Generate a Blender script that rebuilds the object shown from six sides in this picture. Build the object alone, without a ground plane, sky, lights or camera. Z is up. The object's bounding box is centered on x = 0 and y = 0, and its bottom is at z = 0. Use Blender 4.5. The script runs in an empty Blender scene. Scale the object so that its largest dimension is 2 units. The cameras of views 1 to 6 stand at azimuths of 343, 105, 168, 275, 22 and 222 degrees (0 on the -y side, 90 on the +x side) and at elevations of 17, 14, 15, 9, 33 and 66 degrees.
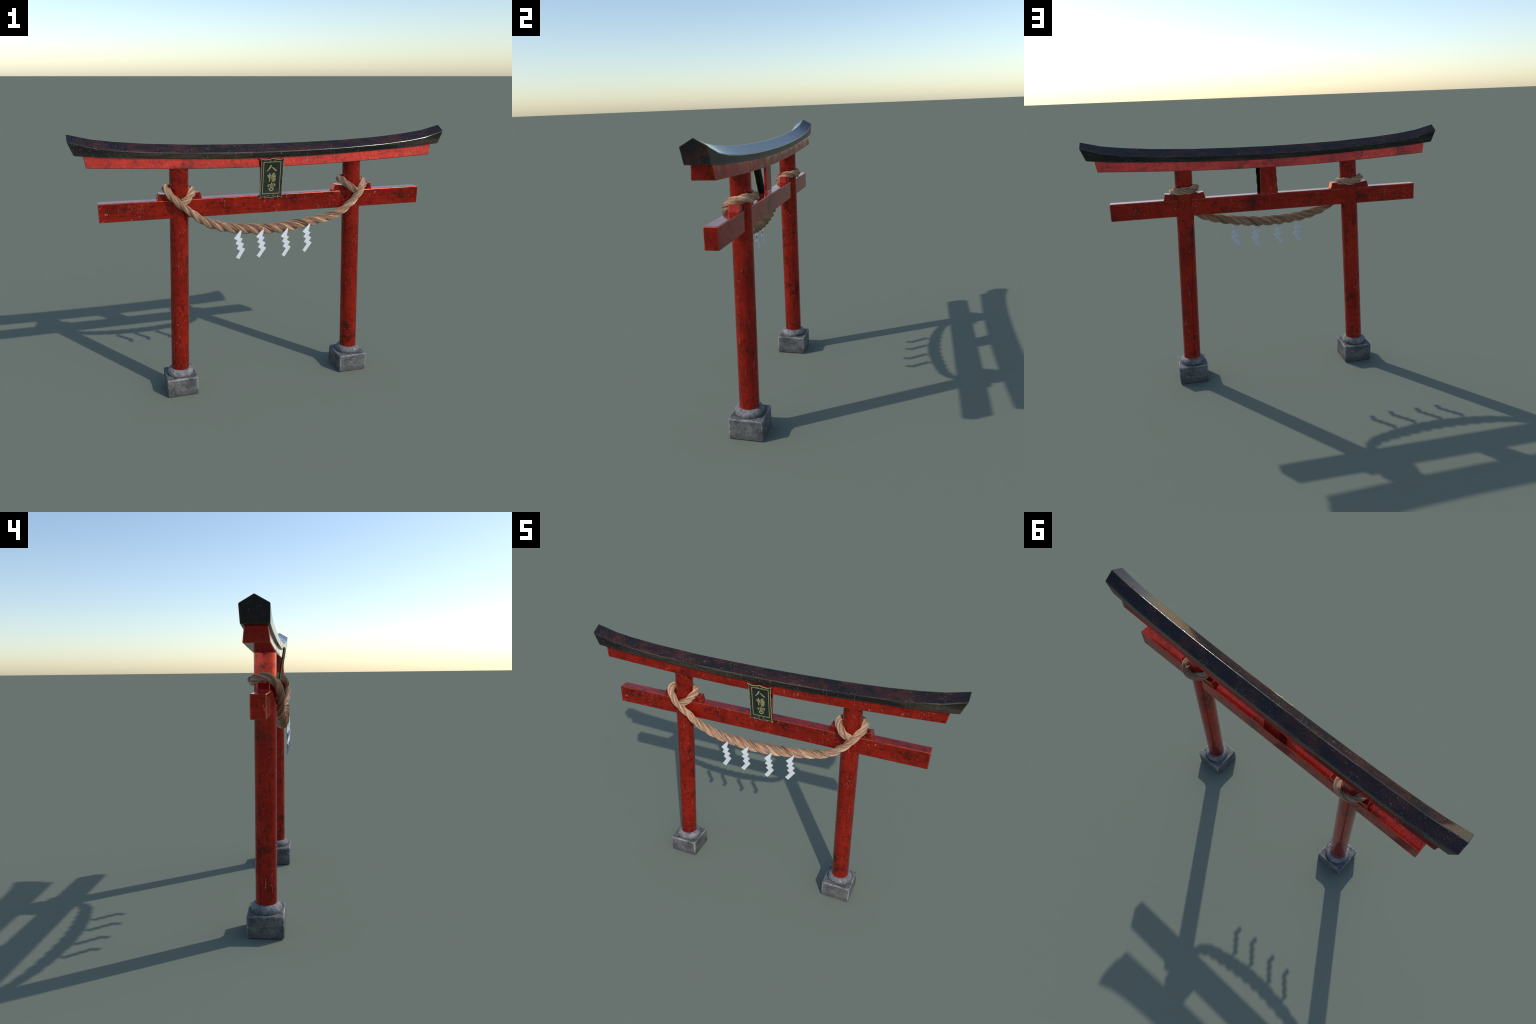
"""Red lacquered shrine gate: two leaning pillars on stone footings, a black curved
top lintel, red beams, a name plaque, a twisted straw rope and four paper streamers."""
import bpy, bmesh, math, random
import numpy as np
from mathutils import Vector, Matrix

random.seed(7)
YC = 0.0035                      # centre plane of the gate

# ------------------------------------------------------------------ materials
class Nodes:
    def __init__(self, name):
        self.mat = bpy.data.materials.new(name)
        self.mat.use_nodes = True
        self.t = self.mat.node_tree
        self.bsdf = self.t.nodes["Principled BSDF"]
        tc = self.t.nodes.new("ShaderNodeTexCoord")
        info = self.t.nodes.new("ShaderNodeObjectInfo")
        # shift the pattern so that each piece gets its own stains
        off = self.t.nodes.new("ShaderNodeVectorMath"); off.operation = 'SCALE'
        off.inputs[0].default_value = (3.1, 5.7, 9.3)
        self.link(info.outputs["Random"], off.inputs["Scale"])
        add = self.t.nodes.new("ShaderNodeVectorMath"); add.operation = 'ADD'
        self.link(tc.outputs["Object"], add.inputs[0]); self.link(off.outputs[0], add.inputs[1])
        self.co = add.outputs[0]

    def link(self, a, b): self.t.links.new(a, b)

    def scaled(self, s):
        m = self.t.nodes.new("ShaderNodeMapping")
        m.inputs["Scale"].default_value = s
        self.link(self.co, m.inputs["Vector"])
        return m.outputs[0]

    def noise(self, scale, detail=4, rough=.55, co=None, dist=0.0):
        n = self.t.nodes.new("ShaderNodeTexNoise")
        n.inputs["Scale"].default_value = scale
        n.inputs["Detail"].default_value = detail
        n.inputs["Roughness"].default_value = rough
        n.inputs["Distortion"].default_value = dist
        self.link(co or self.co, n.inputs["Vector"])
        return n.outputs["Fac"]

    def ramp(self, fac, lo, hi, a=0.0, b=1.0):
        r = self.t.nodes.new("ShaderNodeMapRange")
        r.interpolation_type = 'SMOOTHSTEP'
        r.inputs["From Min"].default_value = lo; r.inputs["From Max"].default_value = hi
        r.inputs["To Min"].default_value = a; r.inputs["To Max"].default_value = b
        self.link(fac, r.inputs["Value"])
        return r.outputs[0]

    def math(self, op, a, b):
        m = self.t.nodes.new("ShaderNodeMath"); m.operation = op
        for i, x in enumerate((a, b)):
            if isinstance(x, (int, float)): m.inputs[i].default_value = x
            else: self.link(x, m.inputs[i])
        return m.outputs[0]

    def mix(self, fac, a, b):
        m = self.t.nodes.new("ShaderNodeMix"); m.data_type = 'RGBA'
        if isinstance(fac, (int, float)): m.inputs[0].default_value = fac
        else: self.link(fac, m.inputs[0])
        for s, x in ((6, a), (7, b)):
            if isinstance(x, tuple): m.inputs[s].default_value = (*x, 1)
            else: self.link(x, m.inputs[s])
        return m.outputs[2]

    def bump(self, h, strength, dist):
        b = self.t.nodes.new("ShaderNodeBump")
        b.inputs["Strength"].default_value = strength
        b.inputs["Distance"].default_value = dist
        self.link(h, b.inputs["Height"])
        self.link(b.outputs[0], self.bsdf.inputs["Normal"])

    def put(self, socket, v):
        s = self.bsdf.inputs[socket]
        if isinstance(v, tuple): s.default_value = (*v, 1) if len(v) == 3 else v
        elif isinstance(v, (int, float)): s.default_value = v
        else: self.link(v, s)


def flecks(k, amount=.5):
    """pale chips: fine specks gathered in patches, a few bigger chips and vertical scratches"""
    patch = k.ramp(k.noise(8, 4, .65), amount, amount + .14)
    wide = k.ramp(k.noise(3.2, 3, .6), .42, .62, .25, 1)
    specks = k.ramp(k.noise(150, 3, .6, k.scaled((1, 1, .7))), .60, .70)
    chips = k.ramp(k.noise(64, 3, .6, k.scaled((1.2, 1.2, .75))), .665, .72, 0, .9)
    scr = k.ramp(k.noise(75, 4, .6, k.scaled((1.7, 1.7, .14))), .63, .71, 0, .8)
    a = k.math('MULTIPLY', specks, patch)
    a = k.math('MAXIMUM', a, k.math('MULTIPLY', chips, wide))
    return k.math('MAXIMUM', a, k.math('MULTIPLY', scr, k.ramp(k.noise(5.5, 2), .48, .60)))


METAL = .62

def red_paint(name, grain, light=(.56, .030, .014), dark=(.40, .019, .011), wear=0.0):
    k = Nodes(name)
    g = {'x': (.06, 1, 1), 'z': (1, 1, .06)}[grain]
    fine = k.noise(130, 4, .6, k.scaled(g))
    c = k.mix(k.ramp(k.noise(6, 5, .6), .35, .65), light, dark)
    c = k.mix(k.ramp(fine, .45, .70, 0, .62), c, (.23, .015, .010))
    mott = k.ramp(k.noise(52, 7, .75), .49, .64, 0, .68)           # fine sooty mottling
    c = k.mix(mott, c, (.10, .016, .010))
    stain = k.ramp(k.noise(9, 9, .76), .50, .66, 0, .82)         # weather stains
    c = k.mix(stain, c, (.052, .014, .009))
    if wear:
        c = k.mix(k.ramp(k.noise(30, 5, .65), .36, .58, .1, wear), c, (.55, .10, .045))
    f = flecks(k)
    c = k.mix(k.math('MULTIPLY', f, .46), c, (.40, .30, .30))
    k.put("Base Color", c)
    k.put("Metallic", k.math('SUBTRACT', METAL, k.math('MULTIPLY', f, METAL)))
    r = k.ramp(k.noise(18, 5, .6), .3, .7, *((.24, .36) if wear else (.05, .10)))
    r = k.math('ADD', r, k.math('MULTIPLY', stain, .12))
    k.put("Roughness", k.math('MAXIMUM', r, k.math('MULTIPLY', f, .5)))
    k.put("Specular IOR Level", .5)
    k.bump(k.math('ADD', fine, f), .06, .0005)
    return k.mat


def lacquer(name, black, brown, b0, b1, stretch, rough=(.15, .26)):
    k = Nodes(name)
    co = k.scaled(stretch)
    c = k.mix(k.ramp(k.noise(12, 7, .7, co), b0, b1), black, brown)
    c = k.mix(k.ramp(k.noise(70, 6, .72), .50, .66, 0, .6), c, tuple(x * .45 for x in black))
    c = k.mix(k.ramp(k.noise(38, 5, .7), .60, .70, 0, .5), c, (.060, .016, .010))
    f = flecks(k, .465)
    c = k.mix(k.math('MULTIPLY', f, .55), c, (.21, .22, .25))
    k.put("Base Color", c)
    k.put("Roughness", k.ramp(k.noise(22, 5, .6), .3, .7, *rough))
    k.put("Metallic", 0.0); k.put("Specular IOR Level", .30)
    return k.mat


def stone(name, light, dark, grit):
    k = Nodes(name)
    c = k.mix(k.ramp(k.noise(15, 7, .72), .38, .64), light, dark)
    c = k.mix(k.ramp(k.noise(70, 7, .75), .47, .62, 0, .7), c, (.055, .056, .057))
    c = k.mix(k.ramp(k.noise(110, 4, .65), .57, .70, 0, grit), c, (.40, .39, .38))
    # ragged dark gradient painting the shade low on the block faces
    geo = k.t.nodes.new("ShaderNodeNewGeometry"); xyz = k.t.nodes.new("ShaderNodeSeparateXYZ")
    k.link(geo.outputs["Position"], xyz.inputs[0])
    h = k.math('ADD', xyz.outputs["Z"], k.math('MULTIPLY', k.math('SUBTRACT', k.noise(30, 6, .7), .5), .09))
    c = k.mix(k.ramp(h, .008, .040, .6, 0), c, (.048, .047, .044))
    k.put("Base Color", c)
    k.put("Roughness", .72)
    k.put("Specular IOR Level", .35)
    k.bump(k.noise(110, 7, .72), .75, .003)
    return k.mat


def straw(name, col):
    k = Nodes(name)
    n = k.ramp(k.noise(70, 5, .65), .35, .7)
    dk = tuple(x * .72 for x in col)
    k.put("Base Color", k.mix(n, col, dk))
    k.put("Roughness", .55); k.put("Specular IOR Level", .35)
    return k.mat


def plain(name, col, rough=.5, metal=0.0, vary=.8, scale=60):
    k = Nodes(name)
    k.put("Base Color", k.mix(k.noise(scale, 5, .6), col, tuple(x * vary for x in col)))
    k.put("Roughness", rough); k.put("Metallic", metal)
    return k.mat


RED_Z = red_paint("vermilion_paint_upright", 'z')
RED_X = red_paint("vermilion_paint_beam", 'x')
RED_EDGE = red_paint("vermilion_paint_worn_edge", 'x', (.62, .050, .024), (.46, .030, .016), .55)
BLACK = lacquer("black_lacquer", (.013, .0125, .0145), (.058, .020, .015), .40, .68, (.5, 1, 1), (.025, .05))
BLACK_SIDE = lacquer("black_lacquer_olive", (.011, .011, .010), (.056, .043, .030), .47, .66, (.10, 1, 1), (.10, .20))
BLACK_EDGE = lacquer("black_lacquer_worn_edge", (.020, .018, .016), (.085, .062, .044), .38, .66, (.25, 1, 1), (.05, .20))
STONE = stone("granite_shade_darkened", (.155, .153, .150), (.048, .048, .048), .55)  # colour lowered to carry the baked shade of the block's sides
STONE_COLLAR = stone("granite_lighter_grey", (.235, .234, .232), (.105, .106, .107), .65)  # lighter grey than the block, used on the collar
STONE_EDGE = stone("chipped_granite_edge", (.30, .295, .29), (.085, .084, .083), .65)
STRAWS = [straw("straw_" + n, c) for n, c in (
    ("tan", (.55, .34, .21)), ("honey", (.62, .41, .255)), ("brown", (.32, .175, .112)),
    ("rose", (.47, .265, .17)), ("pale", (.82, .64, .44)), ("dark", (.07, .045, .032)))]
PAPER = plain("white_paper", (.66, .68, .70), .8, 0, .92, 30)
BOARD = plain("dark_green_lacquer", (.010, .019, .016), .5, 0, .7, 40)
GOLD = plain("dull_gold_paint", (.36, .31, .13), .45, 0, .8, 90)
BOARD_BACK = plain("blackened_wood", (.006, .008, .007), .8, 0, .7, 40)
BOARD_BACK.node_tree.nodes["Principled BSDF"].inputs["Specular IOR Level"].default_value = .15
STEEL = plain("grey_steel", (.30, .29, .32), .4, .6)

# ------------------------------------------------------------------ helpers
def empty(name, at=(0, 0, 0), parent=None):
    o = bpy.data.objects.new(name, None)
    o.location = at; o.empty_display_size = .05
    bpy.context.collection.objects.link(o)
    if parent: attach(o, parent)
    return o


def attach(o, parent):
    o.parent = parent
    w = Vector((0, 0, 0)); p = parent
    while p: w += p.location; p = p.parent
    o.location = Vector(o.location) - w


def obj(name, verts, faces, mats, origin, parent, smooth=35, bevel=0, edge_mat=-1, seg=2, limit=25, fmat=None):
    me = bpy.data.meshes.new(name)
    o0 = Vector(origin)
    me.from_pydata([tuple(Vector(v) - o0) for v in verts], [], faces)
    bm = bmesh.new(); bm.from_mesh(me)
    if fmat is not None:
        for f, m in zip(bm.faces, fmat): f.material_index = int(m)
    bmesh.ops.recalc_face_normals(bm, faces=bm.faces)
    bm.to_mesh(me); bm.free()
    for m in mats: me.materials.append(m)
    me.shade_smooth()
    me.set_sharp_from_angle(angle=math.radians(smooth))
    o = bpy.data.objects.new(name, me); o.location = origin
    bpy.context.collection.objects.link(o)
    if bevel:
        b = o.modifiers.new("rounded_edges", 'BEVEL')
        b.width, b.segments, b.limit_method, b.angle_limit = bevel, seg, 'ANGLE', math.radians(limit)
        b.harden_normals = True
        b.material = edge_mat
    if parent: attach(o, parent)
    return o


def loft(rings, caps=True, closed=True):
    """skin a list of equally long rings of points"""
    n = len(rings[0]); v = [p for r in rings for p in r]; f = []
    for i in range(len(rings) - 1):
        for j in range(n if closed else n - 1):
            k = (j + 1) % n
            f.append((i * n + j, i * n + k, (i + 1) * n + k, (i + 1) * n + j))
    if caps:
        f.append(tuple(reversed(range(n))))
        f.append(tuple(range((len(rings) - 1) * n, len(rings) * n)))
    return v, f


def interp(x, knots):
    """linear through (x, z) knots, mirrored about x = 0"""
    xs, zs = zip(*knots)
    return float(np.interp(abs(x), xs, zs))


def spline(pts, n):
    """Catmull-Rom through points of any dimension, n samples evenly spaced by length"""
    p = np.array(pts, float); p = np.vstack([2 * p[0] - p[1], p, 2 * p[-1] - p[-2]])
    out = []
    for i in range(1, len(p) - 2):
        a, b, c, d = p[i - 1:i + 3]
        # centripetal tangents avoid loops between unevenly spaced points
        t0, t1, t2 = [max(np.linalg.norm((q - r)[:3]), 1e-6) ** .5 for q, r in ((b, a), (c, b), (d, c))]
        m1 = (c - b) + t1 * ((b - a) / t0 - (c - a) / (t0 + t1))
        m2 = (c - b) + t1 * ((d - c) / t2 - (d - b) / (t1 + t2))
        for t in np.linspace(0, 1, 40, endpoint=False):
            out.append((2*t**3-3*t*t+1)*b + (t**3-2*t*t+t)*m1 + (-2*t**3+3*t*t)*c + (t**3-t*t)*m2)
    out.append(p[-2]); out = np.array(out)
    s = np.concatenate([[0], np.cumsum(np.linalg.norm(np.diff(out[:, :3], axis=0), axis=1))])
    q = np.linspace(0, s[-1], n)
    return np.stack([np.interp(q, s, out[:, k]) for k in range(out.shape[1])], 1), q


# ------------------------------------------------------------------ the gate
gate = empty("shrine_gate")
gate["label"] = "red lacquered shrine gate with black lintel and straw rope"
gate["category"] = "torii gate"

# black top lintel: five-sided section swept along an upward curve
RIDGE = [(0, 1.3490), (.2, 1.3510), (.41, 1.3558), (.63, 1.3672), (.785, 1.3811), (.89, 1.3953), (1.0, 1.4217)]
EAVE = [(0, 1.3115), (.2, 1.313), (.41, 1.3185), (.63, 1.3295), (.785, 1.3435), (.89, 1.3595), (1.0, 1.391)]
UNDER = [(0, 1.279), (.2, 1.2813), (.41, 1.2878), (.61, 1.2975), (.765, 1.3055), (.86, 1.312), (.972, 1.3240)]
stations = [(0, 0), (.2, .2), (.41, .41), (.63, .61), (.785, .765), (.89, .86), (1.0, .972)]
stations = [(-a, -b) for a, b in reversed(stations[1:])] + stations
rings = []
for top, low in stations:
    zr, ze, zu = interp(top, RIDGE), interp(top, EAVE), interp(low, UNDER)
    e = .999 * top
    rings.append([(top, YC, zr), (e, YC + .0547, ze), (low, YC + .0525, zu),
                  (low, YC - .0525, zu), (e, YC - .0547, ze)])
v, f = loft(rings)
side_faces = [1 if i % 5 in (1, 2, 3) and i < len(f) - 2 else 0 for i in range(len(f))]
obj("top_lintel", v, f, [BLACK, BLACK_SIDE, BLACK_EDGE], (0, YC, 1.33), gate, 35, .0036, 2, 3, fmat=side_faces)

# red beam right under it, following the same curve
BELOW = [(0, 1.2333), (.2, 1.2350), (.41, 1.2397), (.61, 1.2477), (.765, 1.2549), (.9225, 1.2628)]
rings = []
for s in (-.9215, -.765, -.61, -.41, -.2, 0, .2, .41, .61, .765, .9215):
    t = s * .932 / .9215
    zt, zb = interp(t, UNDER) + .006, interp(s, BELOW)
    rings.append([(t, YC - .0425, zt), (t, YC + .0425, zt), (s, YC + .0505, zb), (s, YC - .0505, zb)])
v, f = loft(rings)
obj("upper_beam", v, f, [RED_X, RED_EDGE], (0, YC, 1.27), gate, 35, .0042, 1, 2)


def block(name, x0, x1, y0, y1, z0, z1, mats, parent, bevel, cuts=1, **kw):
    rings = [[(x, y0, z0), (x, y1, z0), (x, y1, z1), (x, y0, z1)] for x in np.linspace(x0, x1, cuts + 1)]
    v, f = loft(rings)
    return obj(name, v, f, mats, ((x0 + x1) / 2, (y0 + y1) / 2, (z0 + z1) / 2), parent, 35, bevel, **kw)


block("tie_beam", -.8815, .8815, -.0275, .0342, .9895, 1.0842, [RED_X, RED_EDGE], gate, .0042, 6, edge_mat=1)
block("centre_strut", -.0465, .0465, -.004, .011, 1.0835, 1.243, [RED_Z, RED_EDGE], gate, .002, 1, edge_mat=1)


def lean(z): return .5115 - .0300 * z


for side in (-1, 1):
    # pillar: round, leaning inwards
    n = 40; R = .0485; rings = []
    for z in np.linspace(.105, 1.252, 16):
        c = side * lean(z)
        rings.append([(c + R * math.cos(2 * math.pi * i / n), YC + R * math.sin(2 * math.pi * i / n), z) for i in range(n)])
    v, f = loft(rings)
    obj("pillar", v, f, [RED_Z], (side * .49, YC, .6), gate, 40)

    # wedges on both flanks of the pillar, tops falling towards it
    pc = side * lean(1.1)
    for d in (-1, 1):
        lo, ti, to = 1.0838, 1.1045, 1.1195
        prof = [(.020, lo), (.1152, lo), (.1057, to), (.020, ti)]
        rings = [[(pc + d * a, y, b) for a, b in prof] for y in (-.0222, .0292)]
        v, f = loft(rings)
        obj("wedge", v, f, [RED_X, RED_EDGE], (pc + d * .07, YC, 1.1), gate, 35, .0022, edge_mat=1)

    # stone footing: block with a rounded collar
    cx = side * .5075; h = .0838
    rng = random.Random(5 + side)
    block_obj = block("footing_stone", cx - h, cx + h, YC - h, YC + h, 0, .1035, [STONE, STONE_EDGE], gate, .0065, seg=3, edge_mat=1)
    prof = [(.040, .100), (.0655, .100), (.0695, .1055), (.0722, .1125), (.0725, .1185), (.0705, .1250), (.0665, .1310),
            (.0610, .1355), (.0545, .1385), (.0490, .1400), (.0440, .1400)]
    prof = [(r - .0015, z) for r, z in prof]
    n = 56; rings = []
    for r, z in prof:
        ring = []
        for i in range(n):
            a = 2 * math.pi * i / n
            w = 1 + .010 * math.sin(3 * a + side) * math.sin(5 * a + 2 * side)
            ring.append((side * lean(z) + r * w * math.cos(a), YC + r * w * math.sin(a), z))
        rings.append(ring)
    v, f = loft(rings)
    obj("footing_collar", v, f, [STONE_COLLAR], (cx, YC, .12), block_obj, 50)

# ------------------------------------------------------------------ straw rope
LEFT = [(-.480, -.046, 1.068, .0170), (-.461, -.0450, 1.077, .0190), (-.4365, -.0350, 1.0935, .0200), (-.418, -.0150, 1.1115, .0200), (-.4125, .012, 1.124, .0198),
        (-.427, .040, 1.127, .0197), (-.455, .0575, 1.1255, .0197), (-.490, .0575, 1.127, .0197), (-.525, .043, 1.133, .0197),
        (-.5445, .010, 1.1405, .0195), (-.544, -.022, 1.137, .0192), (-.531, -.045, 1.117, .0188), (-.511, -.0575, 1.093, .0185),
        (-.489, -.062, 1.070, .0183), (-.467, -.0615, 1.0505, .0183), (-.442, -.0600, 1.031, .0187), (-.416, -.0580, 1.0105, .0193), (-.3915, -.0560, .9900, .0203)]
SAG = [(-.330, -.0535, .9575, .0226), (-.237, -.0520, .9310, .0252), (-.123, -.0515, .9160, .0268), (-.010, -.0510, .9105, .0273),
       (.085, -.0505, .9145, .0270), (.176, -.0505, .9262, .0258), (.272, -.0515, .9417, .0238), (.354, -.0530, .9612, .0215)]
RIGHT = [(.408, -.0560, .985, .0203), (.442, -.0590, 1.013, .0196), (.470, -.0615, 1.0415, .0194), (.495, -.0615, 1.073, .0195), (.515, -.053, 1.097, .0197), (.532, -.033, 1.115, .0197),
         (.5415, -.004, 1.128, .0197), (.537, .032, 1.135, .0197), (.518, .058, 1.1365, .0197), (.488, .068, 1.136, .0197), (.452, .062, 1.137, .0197),
         (.427, .042, 1.140, .0197), (.4150, .010, 1.144, .0197), (.4165, -.024, 1.138, .0195), (.430, -.044, 1.124, .0192),
         (.450, -.0545, 1.106, .0188), (.472, -.0565, 1.092, .0182), (.488, -.052, 1.082, .0165)]

SAG = [(x, y - .0040, z - .0015, r * 1.03) for x, y, z, r in SAG]
N = 620
path, arc = spline(LEFT + SAG + RIGHT, N)
pos, rad = path[:, :3], path[:, 3]
tan = np.gradient(pos, axis=0); tan /= np.linalg.norm(tan, axis=1)[:, None]
nor = np.zeros_like(pos)                                   # parallel-transported frame
nor[0] = np.cross(tan[0], (0, 0, 1)); nor[0] /= np.linalg.norm(nor[0])
for i in range(1, N):
    w = nor[i - 1] - tan[i] * np.dot(nor[i - 1], tan[i]); nor[i] = w / np.linalg.norm(w)
bi = np.cross(tan, nor)
PITCH, FIB = .192, 46
rope = empty("straw_rope", (0, -.07, .92), gate)
rr = random.Random(11)
for s in range(3):
    ang = 2 * math.pi * arc / PITCH + 2 * math.pi * s / 3
    ca, sa = np.cos(ang)[:, None], np.sin(ang)[:, None]
    out, side_v = ca * nor + sa * bi, -sa * nor + ca * bi
    cen = pos + out * (rad * .49)[:, None]
    rings = []
    prof = 1 + .05 * np.cos(np.arange(FIB * 2) * math.pi)          # ridges of single stalks
    prof *= np.repeat([1 + rr.uniform(-.04, .03) for _ in range(FIB)], 2)
    for i in range(N):
        a = np.arange(FIB * 2) * math.pi / FIB
        r = rad[i] * .540 * prof
        rings.append([tuple(cen[i] + out[i] * (r[j] * math.cos(a[j])) + side_v[i] * (r[j] * math.sin(a[j]))) for j in range(FIB * 2)])
    v, f = loft(rings)
    # stalks of different colour, each running a stretch of the strand
    weights = (7, 5.5, 4.2, 5, 1.6, 1.1)
    fm = np.zeros((N - 1, FIB * 2), int)
    for j in range(FIB):
        i = 0
        while i < N - 1:
            run = rr.randint(120, 400)
            fm[i:i + run, (2 * j - 1) % (2 * FIB)] = fm[i:i + run, 2 * j] = rr.choices(range(6), weights)[0]
            i += run
    o = obj("rope_strand", v, f, STRAWS, (0, -.07, .92), rope, 75, fmat=list(fm.ravel()) + [2, 2])

# ------------------------------------------------------------------ paper streamers
def streamer_sheet(flip, dy, drop):
    """zigzag strip of folded paper, as thin closed slabs meeting at the folds"""
    w = Vector((.0172, 0, -.0116))
    tip = [(0, 0), (.0022, -.004), (.0024, -.010), (-.0015, -.025), (-.0065, -.0392)]
    panels = []
    L, Rr = [(-.034, -.072), (-.0286, -.1005)], [(.0066, -.0503), (.0118, -.078)]
    z = lambda p: Vector((p[0], 0, p[1]))
    panels.append([z((-.0395, -.0438)), z((-.0395, -.0438)) + w] + [z(p) for p in reversed(tip)])
    for l, r in zip(L, Rr): panels.append([z(l), z(l) + w, z(r), z(r) - w])
    bl, b, r3 = z((-.0355, -.1465 - drop)), z((-.0355, -.1465 - drop)) + w, z((.0172, -.107))
    panels.append([bl, b, r3, r3 - w])
    across = Vector((.559, 0, -.829)).cross(Vector((0, 1, 0))) * -1
    across = Vector((.829, 0, -.559))                       # direction across the strip
    folds = [(p[1].dot(across)) for p in panels]
    v, f = [], []
    for i, p in enumerate(panels):
        d0, d1 = folds[i] - .0207, folds[i]
        s = flip * (1 if i % 2 else -1) * .0013
        base = len(v); n = len(p)
        for th in (-.0005, .0005):
            for q in p:
                t = (q.dot(across) - d0) / (d1 - d0)
                hang = min(1, -q.z / .05)
                v.append((q.x, q.y + dy * hang + s * (2 * t - 1) * hang + th + .00004 * i, q.z))
        f.append(tuple(base + j for j in range(n))); f.append(tuple(base + n + j for j in reversed(range(n))))
        for j in range(n):
            k = (j + 1) % n
            f.append((base + j, base + k, base + n + k, base + n + j))
    return v, f


def joined(parts):
    v, f = [], []
    for a, b in parts:
        n = len(v); v += a; f += [tuple(i + n for i in q) for q in b]
    return v, f


v, f = joined([streamer_sheet(1, -.0040, 0), streamer_sheet(-1, .0008, .003)])
first = None
for (x, y, z), yaw, tilt in (((-.1765, -.0820, .9210), -1, -2.4), ((-.0537, -.0825, .9190), 0, 1.5),
                             ((.0809, -.0820, .9128), 1, -.4), ((.2063, -.0810, .9272), .5, 2.0)):
    if first is None:
        o = first = obj("paper_streamer", v, f, [PAPER], (0, 0, 0), None, 30)
    else:
        o = first.copy(); bpy.context.collection.objects.link(o)
    o.parent = gate
    o.location = (x, y, z)
    o.rotation_euler = (0, math.radians(tilt), math.radians(yaw))

# ------------------------------------------------------------------ name plaque
PB = Vector((0, -.0350, 1.0663)); PT = Vector((0, -.0693, 1.2810))   # bottom and top middle of its front
UP = (PT - PB).normalized(); OUTW = Vector((0, -1, 0)); OUTW = (OUTW - UP * OUTW.dot(UP)).normalized()
HT = (PT - PB).length
MID = (PB + PT) / 2
def on(u, v, w=0): return tuple(MID + Vector((1, 0, 0)) * u + UP * v + OUTW * w)

def outline():
    """wavy board edge with flared corners and a small crest at top and bottom"""
    hw, hh, pts = .0663, HT / 2, []
    def lr(t):   # inset of the long sides, t from -1 to 1
        return .0072 * min(1, (1 - abs(t)) / .16) ** .7 + .0012 * math.cos(t * math.pi * 4.2) * (1 - abs(t) ** 6)
    def tb(t):   # inset of the short sides
        return .0075 * min(1, (1 - abs(t)) / .34) ** .8 - .0072 * math.exp(-(t / .2) ** 2) + .0008 * math.cos(t * 9)
    m, k = 40, 30
    for i in range(k): t = -1 + 2 * i / k; pts.append((t * hw, -hh + tb(t)))
    for i in range(m): t = -1 + 2 * i / m; pts.append((hw - lr(t), t * hh))
    for i in range(k): t = 1 - 2 * i / k; pts.append((t * hw, hh - tb(t)))
    for i in range(m): t = 1 - 2 * i / m; pts.append((-hw + lr(t), t * hh))
    return pts

edge = outline()
n = len(edge)
FU, FV0, FV1 = .0470, -.0838, .0872        # inner field bounds
def inner(u, v):
    s = max(abs(u) / .0663, abs(v) / (HT / 2))
    return (max(-FU, min(FU, u / s * .72)), max(FV0, min(FV1, v / s * .79)))
plaque = empty("name_plaque", tuple(MID), gate)
fit = []
for (u, v_) in edge:                        # project each rim point onto the field rectangle
    a = max(abs(u) / .0663, abs(v_) / (HT / 2))
    u2, v2 = u / a / .0663, v_ / a / (HT / 2)
    fit.append((u2 * FU, (FV0 + FV1) / 2 + v2 * (FV1 - FV0) / 2))
rings = [[on(u * .3, v_ * .3, -.0105) for u, v_ in edge], [on(u, v_, -.0095) for u, v_ in edge],
         [on(u, v_, 0) for u, v_ in edge], [on(u * .97, v_ * .985, 0) for u, v_ in edge],
         [on(u, v_, -.0048) for u, v_ in fit], [on(u * .4, v_ * .4, -.0048) for u, v_ in fit]]
v, f = loft(rings)
obj("plaque_board", v, f, [BOARD, BOARD_BACK], tuple(MID), plaque, 30, fmat=[1 if i < 2 * n or i == len(f) - 2 else 0 for i in range(len(f))])
# gilt rim
rings = []
for (u, v_) in edge:
    a = math.hypot(u, v_); k1 = 1 - .0030 / a * 1.15
    q = (u * (1 - .0019 / .0663), v_ * (1 - .0019 / (HT / 2)))
    rings.append([on(u * 1.004, v_ * 1.003, -.0045), on(u * 1.004, v_ * 1.003, .0008), on(*q, .0008), on(*q, -.0045)])
rings.append(rings[0])
v, f = loft(rings, caps=False)
obj("gilt_rim", v, f, [GOLD], tuple(MID), plaque, 40)


def ribbon(pts, widths, w0, th=.0009, n=14):
    """flat brush stroke of changing width standing th proud of the board"""
    p = np.array([(a, b, 0, c) for (a, b), c in zip(pts, widths)], float)
    s, _ = spline(p, n)
    d = np.gradient(s[:, :2], axis=0); d /= np.linalg.norm(d, axis=1)[:, None] + 1e-9
    nn = np.stack([-d[:, 1], d[:, 0]], 1)
    rings = []
    for q, m, k in zip(s[:, :2], nn, s[:, 3]):
        a, b = q + m * k / 2, q - m * k / 2
        rings.append([on(a[0], a[1], w0 - .001), on(b[0], b[1], w0 - .001), on(b[0], b[1], w0 + th), on(a[0], a[1], w0 + th)])
    return loft(rings)


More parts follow.
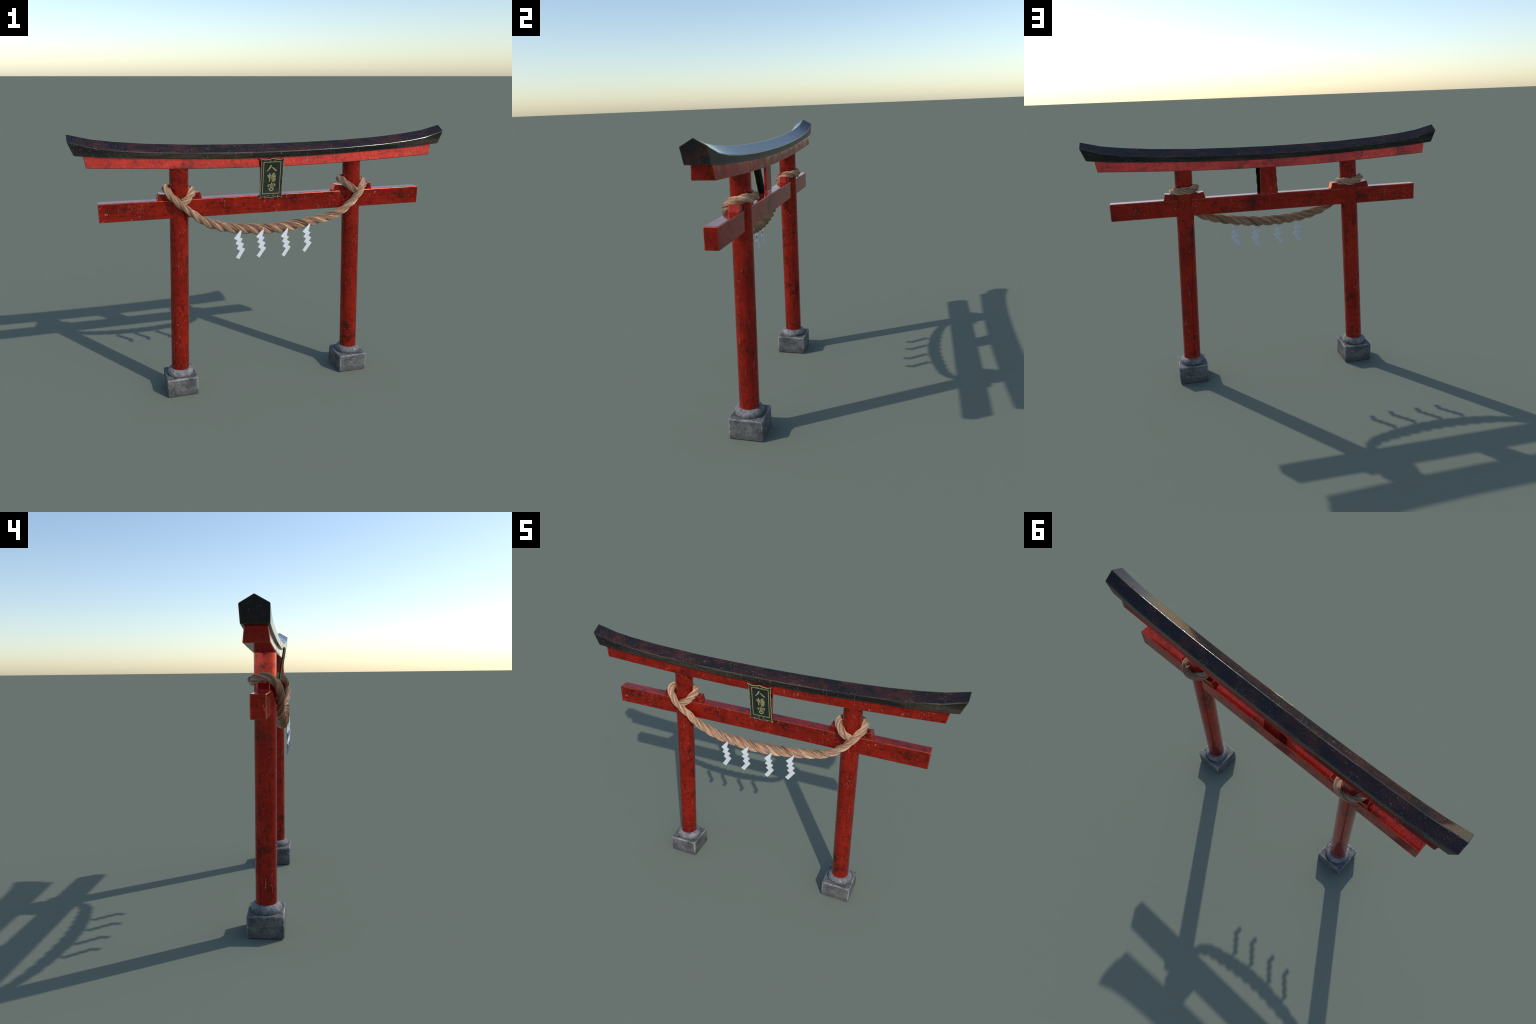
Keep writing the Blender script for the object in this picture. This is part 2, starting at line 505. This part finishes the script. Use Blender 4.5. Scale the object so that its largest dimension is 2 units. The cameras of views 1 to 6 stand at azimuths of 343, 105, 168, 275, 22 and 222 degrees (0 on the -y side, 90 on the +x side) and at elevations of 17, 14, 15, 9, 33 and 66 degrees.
FW = -.0048
bars = []
g = .0030
for i, (a, b) in enumerate((((-.0475, .0872), (.0475, .0872)), ((-.0475, -.0838), (.0475, -.0838)),
             ((-.0458, -.0854), (-.0458, .0888)), ((.0458, -.0854), (.0458, .0888)))):
    mid = ((a[0] + b[0]) / 2, (a[1] + b[1]) / 2)
    bars.append(ribbon([a, mid, b], [g, g, g], FW, .0012 + .00012 * (i // 2), 3))
v, f = joined(bars)
obj("gilt_frame", v, f, [GOLD], tuple(MID), plaque, 30)

# the three brushed characters: strokes in a unit box (x right, y up) with widths
EIGHT = [([(.42, 1), (.36, .72), (.2, .36), (0, .03)], [.10, .14, .11, .05]),
         ([(.53, .66), (.72, .38), (.98, .06)], [.06, .11, .12])]
BANNER = [([(.02, .80), (.06, .62), (.12, .45)], [.08, .09, .05]), ([(.05, .74), (.2, .76), (.38, .74)], [.05, .05, .06]),
          ([(.38, .76), (.38, .56), (.34, .42)], [.06, .07, .04]), ([(.24, 1), (.25, .5), (.24, .02)], [.08, .09, .10]),
          ([(.86, 1), (.70, .92), (.50, .86)], [.09, .07, .05]), ([(.54, .82), (.60, .72)], [.05, .06]), ([(.86, .86), (.78, .74)], [.06, .05]),
          ([(.44, .66), (.7, .67), (1.0, .64)], [.05, .06, .09]), ([(.70, .92), (.70, .7), (.69, .44)], [.06, .07, .06]),
          ([(.67, .64), (.56, .5), (.44, .42)], [.07, .06, .03]), ([(.73, .64), (.86, .54), (1.0, .50)], [.05, .07, .06]),
          ([(.50, .40), (.72, .42), (.94, .38)], [.07, .06, .08]), ([(.52, .40), (.55, .2), (.60, .03)], [.07, .07, .06]),
          ([(.93, .38), (.90, .2), (.84, .03)], [.09, .09, .06]), ([(.60, .05), (.72, .02), (.85, .05)], [.07, .08, .07]),
          ([(.56, .22), (.72, .23), (.90, .22)], [.05, .05, .05]), ([(.72, .40), (.72, .22), (.72, .05)], [.05, .05, .05])]
PALACE = [([(.46, 1), (.52, .93), (.52, .84)], [.05, .10, .06]), ([(.02, .74), (.08, .62), (.14, .48)], [.08, .12, .07]),
          ([(.10, .72), (.5, .78), (.98, .80)], [.06, .06, .10]), ([(.97, .80), (.94, .62), (.82, .50)], [.09, .11, .05]),
          ([(.36, .62), (.38, .52), (.42, .44)], [.07, .07, .05]), ([(.36, .62), (.52, .65), (.66, .62)], [.05, .05, .06]),
          ([(.66, .62), (.64, .52), (.58, .44)], [.07, .07, .05]), ([(.40, .45), (.52, .44), (.60, .45)], [.05, .06, .05]),
          ([(.48, .44), (.40, .34)], [.05, .05]),
          ([(.20, .32), (.26, .18), (.34, .02)], [.08, .11, .07]), ([(.22, .30), (.5, .34), (.78, .33)], [.06, .07, .09]),
          ([(.78, .32), (.74, .16), (.62, .02)], [.09, .11, .07]), ([(.34, .05), (.5, .02), (.64, .05)], [.09, .11, .08])]
marks = []
for strokes, (cx, cy), (sw, sh) in ((EIGHT, (-.001, .0540), (.054, .034)), (BANNER, (.0005, .0050), (.045, .046)), (PALACE, (.001, -.0460), (.040, .046))):
    for i, (pts, ws) in enumerate(strokes):
        p = [(cx + (x - .5) * sw, cy + (y - .5) * sh) for x, y in pts]
        marks.append(ribbon(p, [w * .056 for w in ws], FW, .0007 + .00003 * i, 12))
v, f = joined(marks)
obj("brushed_lettering", v, f, [GOLD], tuple(MID), plaque, 30)

# little gilt scrolls on the border
scr = []
def scroll(cu, cv, horizontal, mirror):
    for sgn in (-1, 1):
        pts = []
        for t in np.linspace(0, 1, 5):
            a = t * 4.2
            r = .0036 * (1 - .55 * t)
            x, y = sgn * (.0012 + r * math.sin(a)), mirror * (r * math.cos(a) - .0022)
            pts.append((cu + x, cv + y) if horizontal else (cu + y, cv + x))
        scr.append(ribbon(pts, [.0006, .0011, .0012, .001, .0006], -.0020, .0006, 14))
for u in (-.0125, .0125):
    scroll(u, HT / 2 - .0125, True, 1); scroll(u, -HT / 2 + .0125, True, -1)
for v0 in (-.079, -.030, .026, .076):
    scroll(-.0545, v0, False, 1); scroll(.0545, v0, False, -1)
v, f = joined(scr)
o = obj("gilt_scrolls", v, f, [GOLD], tuple(MID), plaque, 30); o["kind"] = "stuff"

# two hooks that hold the lower edge
for x in (-.0345, .0345):
    rings = []
    c = [(x, -.0265, 1.0655), (x, -.034, 1.0655), (x, -.0395, 1.0665), (x, -.0415, 1.0705), (x, -.0415, 1.0785), (x, -.0412, 1.0800)]
    rad_ = [.0022, .0022, .0024, .0030, .0030, .0016]
    for i, (p, r) in enumerate(zip(c, rad_)):
        t = Vector(c[min(i + 1, 5)]) - Vector(c[max(i - 1, 0)]); t.normalize()
        a = Vector((1, 0, 0)); b = t.cross(a)
        rings.append([tuple(Vector(p) + a * r * math.cos(q) + b * r * math.sin(q)) for q in np.linspace(0, 2 * math.pi, 12, endpoint=False)])
    v, f = loft(rings)
    obj("hook", v, f, [STEEL], c[2], plaque, 60)
